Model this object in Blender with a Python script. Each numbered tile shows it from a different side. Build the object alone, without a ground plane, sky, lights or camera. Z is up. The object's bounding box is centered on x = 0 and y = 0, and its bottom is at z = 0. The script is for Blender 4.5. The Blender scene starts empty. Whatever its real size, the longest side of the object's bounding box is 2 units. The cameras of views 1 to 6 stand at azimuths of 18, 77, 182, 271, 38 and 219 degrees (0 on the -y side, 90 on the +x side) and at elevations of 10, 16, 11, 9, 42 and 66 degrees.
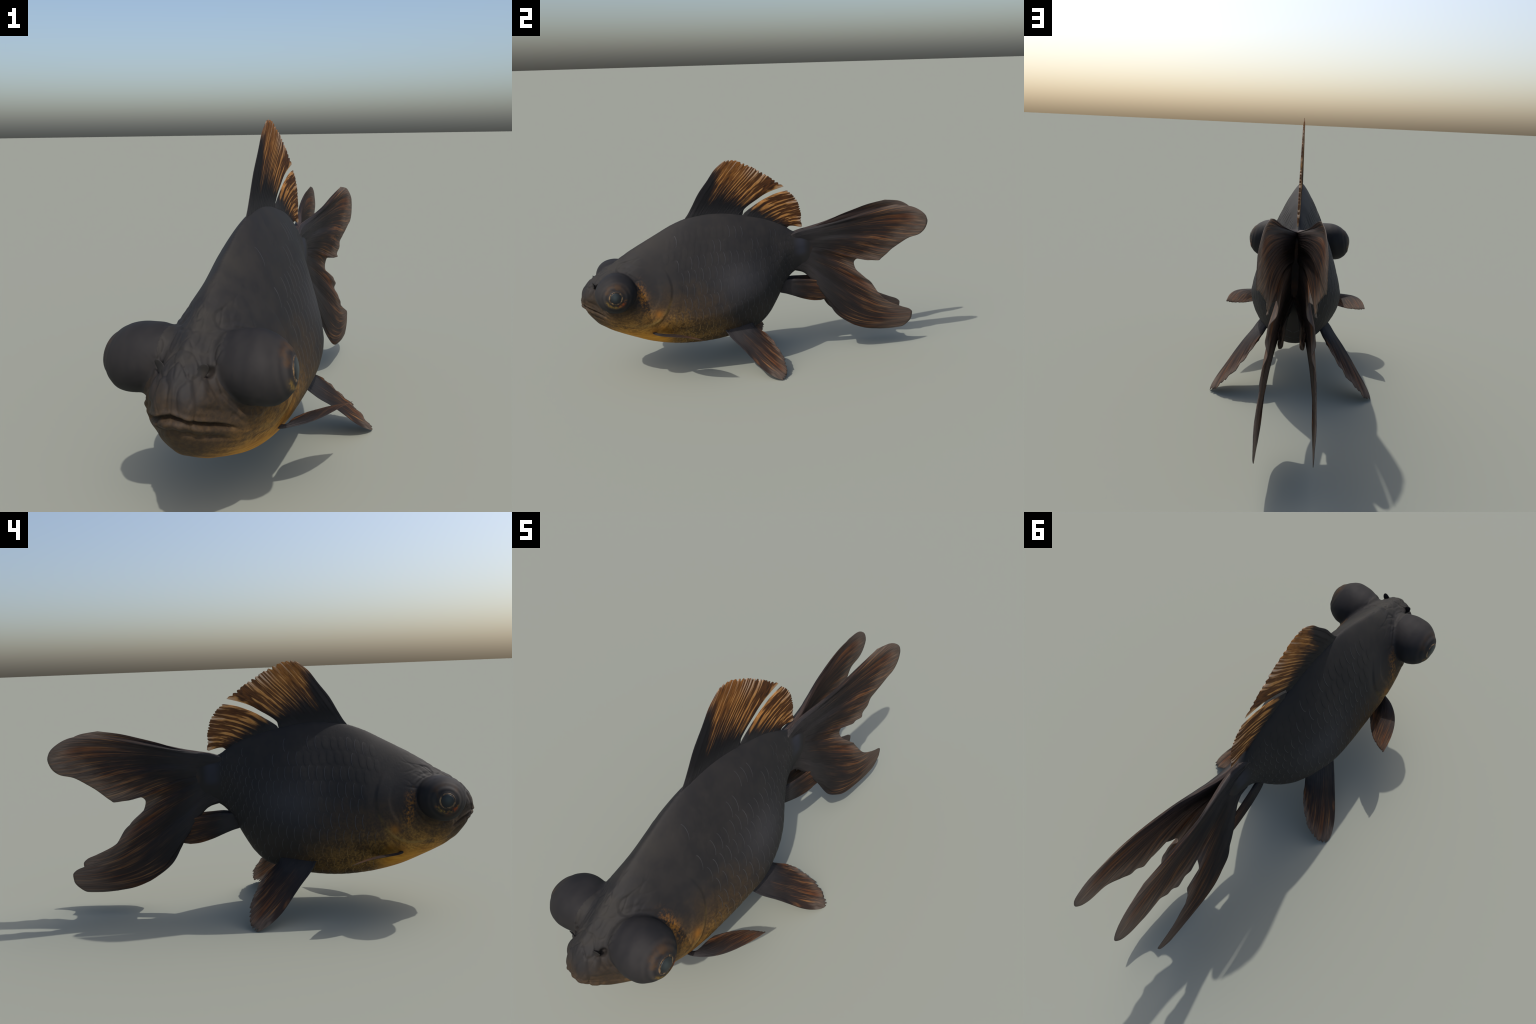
# A black telescope-eyed goldfish, built part by part.
import bpy, bmesh, math, random
import numpy as np
from mathutils import Vector, noise
from mathutils.bvhtree import BVHTree

rng = random.Random(7)
nrg = np.random.default_rng(7)

# ------------------------------------------------------------------ helpers
def hermite(xq, xp, fp):
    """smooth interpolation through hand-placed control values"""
    xp, fp = np.asarray(xp, float), np.asarray(fp, float)
    h = np.diff(xp); d = np.diff(fp) / h
    m = np.zeros(len(xp))
    m[1:-1] = (d[:-1] * h[1:] + d[1:] * h[:-1]) / (h[1:] + h[:-1])
    m[0], m[-1] = d[0], d[-1]
    xq = np.clip(xq, xp[0], xp[-1])
    i = np.clip(np.searchsorted(xp, xq) - 1, 0, len(xp) - 2)
    t = (xq - xp[i]) / h[i]
    return ((2*t**3 - 3*t**2 + 1) * fp[i] + (t**3 - 2*t**2 + t) * h[i] * m[i]
            + (-2*t**3 + 3*t**2) * fp[i+1] + (t**3 - t**2) * h[i] * m[i+1])

def pchip(xq, xp, F):
    """monotone interpolation of rows F (k, ...) at xq"""
    xp = np.asarray(xp, float); h = np.diff(xp)
    hs = h.reshape(-1, *([1] * (F.ndim - 1)))
    d = np.diff(F, axis=0) / hs
    m = np.zeros_like(F)
    m[0], m[-1] = d[0], d[-1]
    w1, w2 = 2*hs[1:] + hs[:-1], hs[1:] + 2*hs[:-1]
    same = d[:-1] * d[1:] > 0
    with np.errstate(divide='ignore', invalid='ignore'):
        hm = (w1 + w2) / (w1 / d[:-1] + w2 / d[1:])
    m[1:-1] = np.where(same, hm, 0)
    i = np.clip(np.searchsorted(xp, xq) - 1, 0, len(xp) - 2)
    sh = (-1,) + (1,) * (F.ndim - 1)
    t = ((xq - xp[i]) / h[i]).reshape(sh); hh = h[i].reshape(sh)
    return ((2*t**3 - 3*t**2 + 1) * F[i] + (t**3 - 2*t**2 + t) * hh * m[i]
            + (-2*t**3 + 3*t**2) * F[i+1] + (t**3 - t**2) * hh * m[i+1])

def sstep(a, b, x):
    t = np.clip((x - a) / (b - a), 0, 1)
    return t * t * (3 - 2 * t)

def spline(points, n):
    """Catmull-Rom through points, resampled evenly"""
    P = np.asarray(points, float)
    if len(P) == 2:
        return P[0] + (P[1] - P[0]) * np.linspace(0, 1, n)[:, None]
    Q = np.vstack([2*P[0] - P[1], P, 2*P[-1] - P[-2]])
    out = []
    for k in range(len(P) - 1):
        a, b, c, d = Q[k:k+4]
        t = np.linspace(0, 1, 24, endpoint=False)[:, None]
        out.append(.5 * (2*b + (c - a)*t + (2*a - 5*b + 4*c - d)*t*t + (3*b - a - 3*c + d)*t**3))
    C = np.vstack(out + [P[-1:]])
    L = np.r_[0, np.cumsum(np.linalg.norm(np.diff(C, axis=0), axis=1))]
    q = np.linspace(0, L[-1], n)
    return np.stack([np.interp(q, L, C[:, k]) for k in range(3)], 1)

def new_object(name, verts, faces, mat, parent, smooth=True):
    me = bpy.data.meshes.new(name)
    me.from_pydata([tuple(map(float, v)) for v in verts], [], [tuple(map(int, f)) for f in faces])
    me.update()
    for m in (mat if isinstance(mat, (list, tuple)) else [mat]):
        me.materials.append(m)
    if smooth:
        me.polygons.foreach_set("use_smooth", [True] * len(me.polygons))
    o = bpy.data.objects.new(name, me)
    bpy.context.scene.collection.objects.link(o)
    o.parent = parent
    return o

# ------------------------------------------------------------------ node expressions
class Tree:
    def __init__(self, name):
        self.mat = bpy.data.materials.new(name)
        self.mat.use_nodes = True
        self.t = self.mat.node_tree
        self.bsdf = self.t.nodes["Principled BSDF"]
        tc = self.t.nodes.new("ShaderNodeTexCoord")
        self.pos = tc.outputs["Object"]
        sp = self.t.nodes.new("ShaderNodeSeparateXYZ")
        self.t.links.new(self.pos, sp.inputs[0])
        self.x, self.y, self.z = (V(self, o) for o in sp.outputs)
        sn = self.t.nodes.new("ShaderNodeSeparateXYZ")
        self.t.links.new(tc.outputs["Normal"], sn.inputs[0])
        self.nx = V(self, sn.outputs[0])
    def put(self, sock, v):
        if isinstance(v, V): v = v.s
        if isinstance(v, bpy.types.NodeSocket): self.t.links.new(v, sock)
        else: sock.default_value = v
    def math(self, op, a, b=None, c=None):
        n = self.t.nodes.new("ShaderNodeMath"); n.operation = op
        for i, q in enumerate((a, b, c)):
            if q is not None: self.put(n.inputs[i], q)
        return V(self, n.outputs[0])
    def ss(self, a, b, v):
        n = self.t.nodes.new("ShaderNodeMapRange"); n.interpolation_type = "SMOOTHSTEP"
        if a > b:
            return 1 - self.ss(b, a, v)
        self.put(n.inputs["Value"], v); n.inputs["From Min"].default_value = a; n.inputs["From Max"].default_value = b
        return V(self, n.outputs[0])
    def vec(self, x, y, z):
        n = self.t.nodes.new("ShaderNodeCombineXYZ")
        for i, q in enumerate((x, y, z)): self.put(n.inputs[i], q)
        return n.outputs[0]
    def noise(self, vec=None, scale=5, detail=4, rough=.55, dist=0.0):
        n = self.t.nodes.new("ShaderNodeTexNoise")
        self.t.links.new(vec or self.pos, n.inputs["Vector"])
        n.inputs["Scale"].default_value = scale; n.inputs["Detail"].default_value = detail
        n.inputs["Roughness"].default_value = rough; n.inputs["Distortion"].default_value = dist
        return V(self, n.outputs["Fac"])
    def mix(self, f, a, b):
        n = self.t.nodes.new("ShaderNodeMix"); n.data_type = "RGBA"
        self.put(n.inputs[0], f)
        for i, q in ((6, a), (7, b)):
            self.put(n.inputs[i], (*q, 1) if isinstance(q, tuple) else q)
        return n.outputs[2]
    def bump(self, h, strength=.3, dist=.004):
        n = self.t.nodes.new("ShaderNodeBump")
        n.inputs["Strength"].default_value = strength; n.inputs["Distance"].default_value = dist
        self.put(n.inputs["Height"], h)
        self.t.links.new(n.outputs[0], self.bsdf.inputs["Normal"])
    def let_light_through(self, col, part):
        """thin membranes glow a little when the sun stands behind them (two walls, so the tint is lifted)"""
        gm_ = self.t.nodes.new("ShaderNodeGamma"); gm_.inputs[1].default_value = .36
        self.put(gm_.inputs[0], col)
        tr = self.t.nodes.new("ShaderNodeBsdfTranslucent"); self.t.links.new(gm_.outputs[0], tr.inputs[0])
        mx = self.t.nodes.new("ShaderNodeMixShader"); self.put(mx.inputs[0], part)
        self.t.links.new(self.bsdf.outputs[0], mx.inputs[1]); self.t.links.new(tr.outputs[0], mx.inputs[2])
        out = next(n for n in self.t.nodes if n.type == "OUTPUT_MATERIAL")
        self.t.links.new(mx.outputs[0], out.inputs["Surface"])
    def finish(self, col, rough=.55, spec=.3, coat=0.0):
        self.put(self.bsdf.inputs["Base Color"], col)
        self.put(self.bsdf.inputs["Roughness"], rough)
        self.put(self.bsdf.inputs["Specular IOR Level"], spec)
        self.bsdf.inputs["Coat Weight"].default_value = coat
        return self.mat

class V:
    def __init__(self, tree, s): self.T, self.s = tree, s
    def __add__(self, o): return self.T.math("ADD", self, o)
    __radd__ = __add__
    def __sub__(self, o): return self.T.math("SUBTRACT", self, o)
    def __rsub__(self, o): return self.T.math("SUBTRACT", o, self)
    def __mul__(self, o): return self.T.math("MULTIPLY", self, o)
    __rmul__ = __mul__
    def __truediv__(self, o): return self.T.math("DIVIDE", self, o)
    def abs(self): return self.T.math("ABSOLUTE", self)
    def pow(self, e): return self.T.math("POWER", self, e)
    def sqrt(self): return self.T.math("SQRT", self)
    def sin(self): return self.T.math("SINE", self)
    def max(self, o): return self.T.math("MAXIMUM", self, o)
    def clamp(self): return self.T.math("MINIMUM", self.T.math("MAXIMUM", self, 0.0), 1.0)

# ------------------------------------------------------------------ the thing
fish = bpy.data.objects.new("goldfish", None)
bpy.context.scene.collection.objects.link(fish)
fish["label"] = "black goldfish with bulging telescope eyes and golden throat"
fish["category"] = "fish"

# ------------------------------------------------------------------ body shape
# side profile (y, z): back line and belly line
BACK = np.array([(-1.012, .466), (-.984, .525), (-.956, .565), (-.909, .603), (-.845, .641), (-.781, .683), (-.707, .730),
                 (-.629, .773), (-.551, .815), (-.473, .853), (-.403, .878), (-.30, .893), (-.20, .892), (-.081, .872),
                 (.05, .838), (.15, .793), (.21, .752), (.26, .745), (.32, .742), (.38, .755), (.45, .77), (.52, .78)])
BELLY = np.array([(-1.012, .454), (-.995, .430), (-.975, .388), (-.931, .333), (-.881, .300), (-.807, .262), (-.726, .226), (-.646, .192),
                  (-.545, .164), (-.443, .148), (-.342, .144), (-.231, .155), (-.11, .188), (.011, .237), (.059, .288),
                  (.109, .372), (.135, .425), (.163, .468), (.20, .505), (.24, .522), (.30, .512), (.38, .49), (.45, .50), (.52, .52)])
# cross-section: half width, height of the widest level, exponents above and below it
SY = [-1.012, -.98, -.93, -.87, -.75, -.60, -.45, -.30, -.15, 0., .10, .17, .23, .29, .33, .38, .45, .52]
SW = [.030, .062, .094, .136, .176, .1935, .2003, .204, .197, .1415, .078, .048, .036, .030, .025, .020, .015, .010]
SM = [.60, .62, .60, .52, .405, .32, .296, .30, .33, .371, .45, .55, .60, .60, .60, .60, .60, .60]
ST = [1.9, 1.6, 1.40, 1.36, 1.37, 1.31, 1.33, 1.285, 1.285, 1.33, 1.40, 1.55, 1.8, 2.0, 2.2, 2.4, 2.4, 2.4]
SB = [1.9, 1.9, 2.1, 2.2, 2.05, 1.83, 1.66, 1.64, 1.83, 2.1, 2.4, 2.5, 2.4, 2.2, 2.2, 2.4, 2.4, 2.4]

def body_value(X, Y, Z):
    zt, zb = hermite(Y, *BACK.T), hermite(Y, *BELLY.T)
    w = np.maximum(hermite(Y, SY, SW), .004)
    zm = zb + (zt - zb) * hermite(Y, SY, SM)
    nt, nb = hermite(Y, SY, ST), hermite(Y, SY, SB)
    up = Z > zm
    v = np.where(up, (Z - zm) / np.maximum(zt - zm, .003), (zm - Z) / np.maximum(zm - zb, .003))
    n = np.where(up, nt, nb)
    # round the very top a little so that the back does not end in a knife edge
    return ((np.sqrt(X*X + 1e-5) / w) ** n + np.maximum(v, 0) ** n) ** (1 / n)

EYE_C = np.array([.1726, -.8117, .5384])
EYE_R = np.array([.1062, .1050, .0915])
EYE_AX = np.array([[-.1056, -.9854, .1335], [-.6764, .1695, .7168], [-.7289, -.0146, -.6844]])
PUPIL_DIR = np.array([.93, -.02, .06]); PUPIL_DIR /= np.linalg.norm(PUPIL_DIR)
PUPIL = np.array([.271, -.812, .546])

H = .006
gx = np.arange(-.30, .3001, H); gy = np.arange(-1.04, .55, H); gz = np.arange(.11, .93, H)
half = gx[gx > -1e-9]
X, Y, Z = np.meshgrid(half, gy, gz, indexing="ij")
f = body_value(X, Y, Z)
g = np.gradient(f, H)
D = np.clip((f - 1) / np.maximum(np.sqrt(g[0]**2 + g[1]**2 + g[2]**2), 1.5), -.2, .2)
D = np.maximum(np.maximum(D, -.996 - Y), Y - .322)
P = np.stack([X, Y, Z], -1) - EYE_C
P[..., 0] = np.where(P[..., 0] < 0, P[..., 0] * .62, P[..., 0])
q = np.linalg.norm((P @ EYE_AX.T) / EYE_R, axis=-1)
DE = (q - 1) * .1
K = .014                                   # fillet between eye bulge and head
hh = np.maximum(K - np.abs(D - DE), 0) / K
D = np.minimum(D, DE) - hh * hh * K * .25
D = np.concatenate([D[:0:-1], D], 0)       # mirror
gx = np.concatenate([-half[:0:-1], half])

def surface_nets(D, org, h):
    s = D < 0
    nx, ny, nz = D.shape
    acc = np.zeros((nx-1, ny-1, nz-1, 3)); cnt = np.zeros((nx-1, ny-1, nz-1))
    corner = [(i, j, k) for i in (0, 1) for j in (0, 1) for k in (0, 1)]
    sl = lambda c: tuple(slice(c[a], c[a] + D.shape[a] - 1) for a in range(3))
    for a in corner:
        for ax in range(3):
            if a[ax]: continue
            b = list(a); b[ax] = 1; b = tuple(b)
            da, db = D[sl(a)], D[sl(b)]
            m = (da < 0) != (db < 0)
            t = np.where(m, da / np.where(m, da - db, 1), 0)
            for c in range(3):
                acc[..., c] += np.where(m, a[c] + (t if c == ax else 0), 0)
            cnt += m
    act = cnt > 0
    idx = -np.ones(act.shape, int); idx[act] = np.arange(act.sum())
    cells = np.argwhere(act)
    V_ = (cells + acc[act] / cnt[act][:, None]) * h + org
    faces = []
    for ax in range(3):
        u, v = [(1, 2), (2, 0), (0, 1)][ax]
        n = list(D.shape); n[ax] -= 1
        lo = [slice(None)] * 3; hi = [slice(None)] * 3
        lo[ax] = slice(0, -1); hi[ax] = slice(1, None)
        ch = s[tuple(lo)] != s[tuple(hi)]
        e = np.argwhere(ch)
        ok = (e[:, u] > 0) & (e[:, v] > 0) & (e[:, u] < D.shape[u]-1) & (e[:, v] < D.shape[v]-1)
        e = e[ok]
        def cell(du, dv):
            c = e.copy(); c[:, u] -= du; c[:, v] -= dv
            return idx[c[:, 0], c[:, 1], c[:, 2]]
        qd = np.stack([cell(1, 1), cell(0, 1), cell(0, 0), cell(1, 0)], 1)
        inside_lo = s[e[:, 0], e[:, 1], e[:, 2]]
        qd[~inside_lo] = qd[~inside_lo][:, ::-1]
        faces.append(qd)
    return V_, np.vstack(faces)

BV, BF = surface_nets(D, np.array([gx[0], gy[0], gz[0]]), H)
# relax the grid pattern (alternating shrink / grow keeps the volume)
edges = np.unique(np.sort(np.vstack([BF[:, [0, 1]], BF[:, [1, 2]], BF[:, [2, 3]], BF[:, [3, 0]]]), 1), axis=0)
for lam in (.5, -.52) * 4:
    sm = np.zeros_like(BV); dg = np.zeros(len(BV))
    for a, b in ((0, 1), (1, 0)):
        np.add.at(sm, edges[:, a], BV[edges[:, b]]); np.add.at(dg, edges[:, a], 1)
    BV = BV + lam * (sm / dg[:, None] - BV)

tmp = new_object("tmp", BV, BF, [], None)
sub = tmp.modifiers.new("s", "SUBSURF"); sub.levels = sub.render_levels = 1
ev = tmp.evaluated_get(bpy.context.evaluated_depsgraph_get())
me = bpy.data.meshes.new_from_object(ev)
nv = len(me.vertices)
BV = np.empty(nv * 3); me.vertices.foreach_get("co", BV); BV = BV.reshape(-1, 3)
BN = np.empty(nv * 3); me.vertices.foreach_get("normal", BN); BN = BN.reshape(-1, 3)
BF = np.empty(len(me.loops), int); me.loops.foreach_get("vertex_index", BF); BF = BF.reshape(-1, 4)
bpy.data.objects.remove(tmp)

# ---- relief: mouth, folds round the eyes, gill covers, rings on the eyes
x, y, z = BV.T; ax = np.abs(x)
side = np.stack([ax, y, z], 1)
eo = side - EYE_C
re = np.linalg.norm(eo, axis=1)
eb = eo * np.where(eo[:, :1] < 0, np.array([[.62, 1, 1]]), 1.0)
qe = np.linalg.norm((eb @ EYE_AX.T) / EYE_R, axis=1)
on_eye = (qe < 1.05) & (ax > .085)
on_eye_f = sstep(1.16, 1.03, qe) * sstep(.075, .105, ax)
disp = np.zeros(nv)
front = sstep(-.80, -.86, y) * (1 - on_eye_f)
mz = .458 - .066 * (ax / .122) ** 1.6          # line of the mouth
dz = z - mz
mf = front * sstep(.132, .105, ax); lf_ = sstep(.112, .075, ax)
disp += mf * (-.019 * np.exp(-(dz / .0065) ** 2) + lf_ * .006 * np.exp(-((dz + .018) / .010) ** 2) + lf_ * .0060 * np.exp(-((dz - .011) / .007) ** 2) - .002 * np.exp(-((dz - .040) / .013) ** 2))
corner = np.exp(-((ax - .128) ** 2 + (y + .875) ** 2 + (z - .405) ** 2) / .0009)
disp += .004 * corner
disp += -.006 * front * np.exp(-((dz + .043) / .009) ** 2) * sstep(.12, .09, ax)     # groove under the lower lip
# folds that ring the eye socket
ringm = sstep(.185, .125, re) * sstep(.098, .112, re) * (1 - on_eye_f) * sstep(-.66, -.74, y)
nz_ = np.array([noise.noise(Vector(p) * 9) for p in side])
disp += ringm * .0014 * np.sin(2 * np.pi * (re + .016 * nz_) / .024)
lidm = sstep(.21, .12, re) * (1 - on_eye_f) * sstep(.60, .50, z) * sstep(-.70, -.80, y)
disp += lidm * .0022 * np.sin(2 * np.pi * (re + .012 * nz_ - .118) / .046)
# wrinkles of the snout
nz2 = np.array([noise.noise(Vector((p[0] * 26, p[1] * 12, p[2] * 12))) for p in side])
crease = np.array([noise.noise(Vector((p[0] * 20, p[1] * 10 + p[2] * 4, p[2] * 9)) + Vector((0, 0, 5))) for p in side])
crease2 = np.array([noise.noise(Vector((p[0] * 34, p[1] * 16, p[2] * 13)) + Vector((4, 0, 2))) for p in side])
cm_ = (1 - on_eye_f) * sstep(-.62, -.80, y) * sstep(.36, .42, z)
disp -= cm_ * (.0030 * np.clip(1 - np.abs(crease) * 7, 0, 1) + .0018 * np.clip(1 - np.abs(crease2) * 6, 0, 1))
disp += .0020 * np.sin(2 * np.pi * ax / .034 + 4 * nz2) * sstep(-.90, -.94, y) * sstep(.465, .485, z) * sstep(.57, .53, z) * (1 - on_eye_f)
disp += .0042 * nz2 * sstep(-.70, -.84, y) * (1 - on_eye_f)
nz3 = np.array([noise.noise(Vector(p) * 6) for p in BV])
disp += .0022 * nz3 * (1 - on_eye_f)
# gill cover
gy_, gz_ = y + .703, z - .525
gr = np.hypot(gy_, gz_); ga = np.arctan2(gz_, gy_)
edge = .187 + .010 * np.cos(ga + 1.9) + .004 * np.sin(3 * ga) + .004 * nz_
gd = gr - edge
gm = sstep(1.0, .45, np.abs(ga + .75) / 1.75) * sstep(.08, .12, ax) * (1 - on_eye_f)
disp += gm * (.0036 * sstep(.010, -.006, gd) * sstep(-.13, -.02, gd) - .0010 * np.exp(-((gd - .010) / .009) ** 2) + .0015 * np.exp(-((gd - .045) / .02) ** 2))
gd2 = gr - .115 - .01 * np.cos(ga)
disp += gm * sstep(-.685, -.65, y) * .0010 * np.tanh(gd2 / .006) * np.exp(-(gd2 / .03) ** 2)
# concentric ridges round the pupil
rp = np.linalg.norm(side - PUPIL, axis=1)
disp += on_eye_f * (.0007 * np.sin(2 * np.pi * rp / .026) * sstep(.13, .05, rp) * sstep(.03, .045, rp) + .002 * np.exp(-(rp / .034) ** 4))
disp += on_eye_f * .0045 * np.array([noise.noise(Vector(p) * 9 + Vector((3, 1, 2))) for p in BV])
disp += on_eye_f * .0014 * np.array([noise.noise(Vector((p[0] * 30, p[1] * 8, p[2] * 8))) for p in side])
# nostril pits
NOST = np.array([.071, -.914, .557])
rn = np.linalg.norm((side - NOST) * np.array([1.0, .8, .62]), axis=1)
disp -= .022 * np.exp(-(rn / .0105) ** 4)
BV = BV + BN * disp[:, None]
rp = np.linalg.norm(np.stack([np.abs(BV[:, 0]), BV[:, 1], BV[:, 2]], 1) - PUPIL, axis=1)
plane = .2665 - .16 * (BV[:, 1] - PUPIL[1]) - .05 * (BV[:, 2] - PUPIL[2])
fl_ = on_eye_f * sstep(.085, .012, rp) * .6
BV[:, 0] = np.sign(BV[:, 0]) * (np.abs(BV[:, 0]) * (1 - fl_) + plane * fl_)
me.vertices.foreach_set("co", BV.ravel()); me.update()
me.vertices.foreach_get("normal", BN.ravel()) if False else None
tmpn = np.empty(nv * 3); me.vertices.foreach_get("normal", tmpn); BN = tmpn.reshape(-1, 3)
bvh = BVHTree.FromPolygons([Vector(v) for v in BV], BF.tolist())

# ------------------------------------------------------------------ skin materials
DARK = (.0175, .0165, .0175)
def skin(name, kind="body"):
    T = Tree(name)
    x, y, z = T.x.abs(), T.y, T.z
    big = T.noise(scale=3.2, detail=3)
    med = T.noise(scale=14, detail=5, rough=.6)
    fine = T.noise(scale=90, detail=4, rough=.65)
    col = T.mix(T.ss(.35, .68, med), (.0152, .0142, .0146), (.0205, .0186, .0178))
    # paler grey patch on the mid flank
    fl = T.math("EXPONENT", ((y + .13) * (y + .13) / .018 + (z - .545) * (z - .545) / .008) * -1.0)
    col = T.mix(fl * .6, col, (.043, .042, .046))
    brown = T.ss(.09, .34, (.68 - z) * T.ss(.05, -.45, y) + (med - .5) * .25)
    col = T.mix(brown * .85, col, T.mix(T.ss(.4, .6, fine), (.040, .024, .011), (.062, .036, .014)))
    ev = ((x - .17) * (x - .17) + (y + .81) * (y + .81) + (z - .54) * (z - .54)).sqrt()
    sw = T.noise(T.vec(ev * 60, y * 7, z * 5), scale=1.0, detail=4, rough=.6) * .7 + fine * .3
    col = T.mix(T.ss(.50, .28, z) * T.ss(-.25, .0, y) * .6, col, (.034, .027, .021))
    # golden throat, cheeks and forebelly
    wob = (big - .5) * .10 + (med - .5) * .10
    low = T.ss(.475, .30, z + wob + T.ss(-.60, -.15, y) * .10)
    rear = T.ss(-.05, -.50, y + wob * 2)
    chin = T.ss(-.95, -.74, y - (z - .36) * .75)
    gold = (low * rear * chin).clamp()
    patch = T.ss(.30, .62, med + (fine - .5) * .35 + T.ss(.36, .24, z) * .25)
    col = T.mix(gold * (patch * .75 + .25) * (1 - T.ss(-.60, -.45, y) * .25), col, T.mix(T.ss(-.62, -.42, y + wob), T.mix(T.ss(.38, .66, sw), (.13, .062, .012), (.42, .215, .042)), T.mix(T.ss(.42, .62, fine * .5 + med * .5), (.070, .039, .012), (.32, .175, .042))))
    thr = T.ss(.33, .24, z + (med - .5) * .05) * T.ss(-.50, -.60, y) * chin
    col = T.mix(thr * .9, col, T.mix(T.ss(.35, .7, T.noise(T.vec(x * 9, y * 3, z * 30), scale=3, detail=3)), (.48, .195, .010), (.60, .30, .03)))
    # rusty streak behind the eye
    ex = y + .672 + (z - .5) * .15 + (big - .5) * .06
    st = T.math("EXPONENT", (ex * ex / .00045 + (z - .485) * (z - .485) / .0055) * -1.0)
    col = T.mix((st * T.ss(.44, .60, fine * .65 + med * .35) * .85).clamp() * T.ss(.1, .13, x), col, (.34, .14, .018))
    gyv, gzv = y + .703, z - .525
    grv = (gyv * gyv + gzv * gzv).sqrt()
    rim = T.math("EXPONENT", ((grv - .186 + (big - .5) * .02) / .007).pow(2.0) * -1.0) * T.ss(.50, .38, z) * T.ss(-.80, -.72, y)
    col = T.mix(rim * T.ss(.3, .6, med) * .7, col, (.24, .15, .045))
    # orange spots at the lower rim of the gill cover
    for cy, cz, s in ((-.596, .402, .0004), (-.577, .312, .0005), (-.628, .30, .0006)):
        e = T.math("EXPONENT", ((y - cy) * (y - cy) + (z - cz) * (z - cz)) / s * -1.0)
        col = T.mix(e * .75, col, (.25, .10, .012))
    # bluish patch on the tail root
    bl = T.ss(.185, .24, y + (fine - .5) * .02) * T.ss(.29, .25, y) * T.ss(.60, .64, z) * T.ss(.725, .70, z)
    col = T.mix(bl * .5, col, (.030, .034, .052))
    col = T.mix(T.ss(.29, .34, y) * .85, col, T.mix(T.ss(.4, .65, T.noise(T.vec(x * 40, y * 4, z * 14), scale=1.0, detail=3)), (.042, .032, .028), (.10, .045, .020)))  # stalk end colour lightened to offset deep shade between the tail lobes
    top = T.ss(.55, .66, z + (y + .85) * -.5) * T.ss(-.42, -.70, y)
    col = T.mix(top * T.ss(.2, .8, med) * .6, col, (.032, .029, .0235))
    rough = .70 + (med - .5) * .2
    T.bump(fine * .6 + med, .18, .004)
    return T.finish(col, rough, .22)

def eye_skin():
    T = Tree("eye_skin")
    x, y, z = T.x.abs(), T.y, T.z
    dx, dy, dz = x - float(PUPIL[0]), y - float(PUPIL[1]), z - float(PUPIL[2])
    r = (dx * dx + dy * dy + dz * dz).sqrt()
    med = T.noise(scale=16, detail=5); fine = T.noise(scale=80, detail=4)
    st = T.noise(T.vec(x * 3, y * 1.5, z * 1.5), scale=7, detail=5)
    col = T.mix(T.ss(.30, .75, st), (.0155, .0148, .0158), (.0225, .0208, .0206))
    ring = ((r + (med - .5) * .008) * 240).sin() * .5 + .5
    col = T.mix(ring * T.ss(.11, .06, r) * .4, col, (.045, .040, .036))
    col = T.mix(T.ss(.10, .05, r) * T.ss(.5, .7, med) * .6, col, (.075, .038, .014))
    low = T.math("EXPONENT", (r - .052) * (r - .052) / .00006 * -1.0) * T.ss(-.005, -.035, dz) * T.ss(.35, .6, fine)
    col = T.mix(low * .6, col, T.mix(T.ss(.45, .6, med), (.26, .16, .03), (.35, .06, .01)))
    T.bump(st + ring * .2, .2, .004)
    return T.finish(col, .68, .14)

M_head, M_body, M_eye = skin("head_skin", "head"), skin("body_skin"), eye_skin()

# ------------------------------------------------------------------ split the one smooth surface by region
fc = BV[BF].mean(1)
fon = on_eye[BF].sum(1) >= 3
fgd = gd[BF].mean(1); fga = np.abs(ga[BF].mean(1) + .70) / 1.75
fax = np.abs(fc[:, 0])
fmz = (fc[:, 2] - (.458 - .066 * (fax / .122) ** 1.6))
is_gill = (fgd < .004) & (fgd > -.105) & (fga < .95) & (fax > .10) & ~fon & (fc[:, 1] > -.70)
is_mouth = (fc[:, 1] < -.86) & (np.abs(fmz + .005) < .036) & (fax < .135) & ~fon
headline = fc[:, 1] < -.535 + .10 * (fc[:, 2] - .5) - .25 * np.maximum(.36 - fc[:, 2], 0)
is_tail = fc[:, 1] > .13 + .12 * np.abs(fc[:, 2] - .62)
label = np.full(len(BF), 1)                         # torso
label[headline] = 0
label[is_tail] = 2
label[is_gill & (fc[:, 0] > 0)] = 3; label[is_gill & (fc[:, 0] < 0)] = 4
label[is_mouth] = 5
label[fon & (fc[:, 0] > 0)] = 6; label[fon & (fc[:, 0] < 0)] = 7
parts = {}
for k, (nm, mt) in enumerate([("head", M_head), ("torso", M_body), ("tail_stalk", M_body), ("gill_cover", M_head),
                              ("gill_cover", M_head), ("mouth", M_head), ("eye_bulge", M_eye), ("eye_bulge", M_eye)]):
    sel = BF[label == k]
    used, inv = np.unique(sel, return_inverse=True)
    o = new_object(nm, BV[used], inv.reshape(-1, 4), mt, fish)
    o.data.normals_split_custom_set_from_vertices([tuple(n) for n in BN[used]])
    parts[k] = o

# ------------------------------------------------------------------ eyes: pupil and iris on each bulge
def patch_on_body(c, axis_u, axis_v, rr, aa, lift):
    """points of a polar patch laid on the body, lifted along its normal"""
    out = []
    for r_, l_ in zip(rr, lift):
        for a_ in aa:
            p = Vector(c + axis_u * r_ * math.cos(a_) + axis_v * r_ * math.sin(a_))
            q_, n_, *_ = bvh.find_nearest(p)
            out.append(q_ + n_ * l_)
    return out

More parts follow.
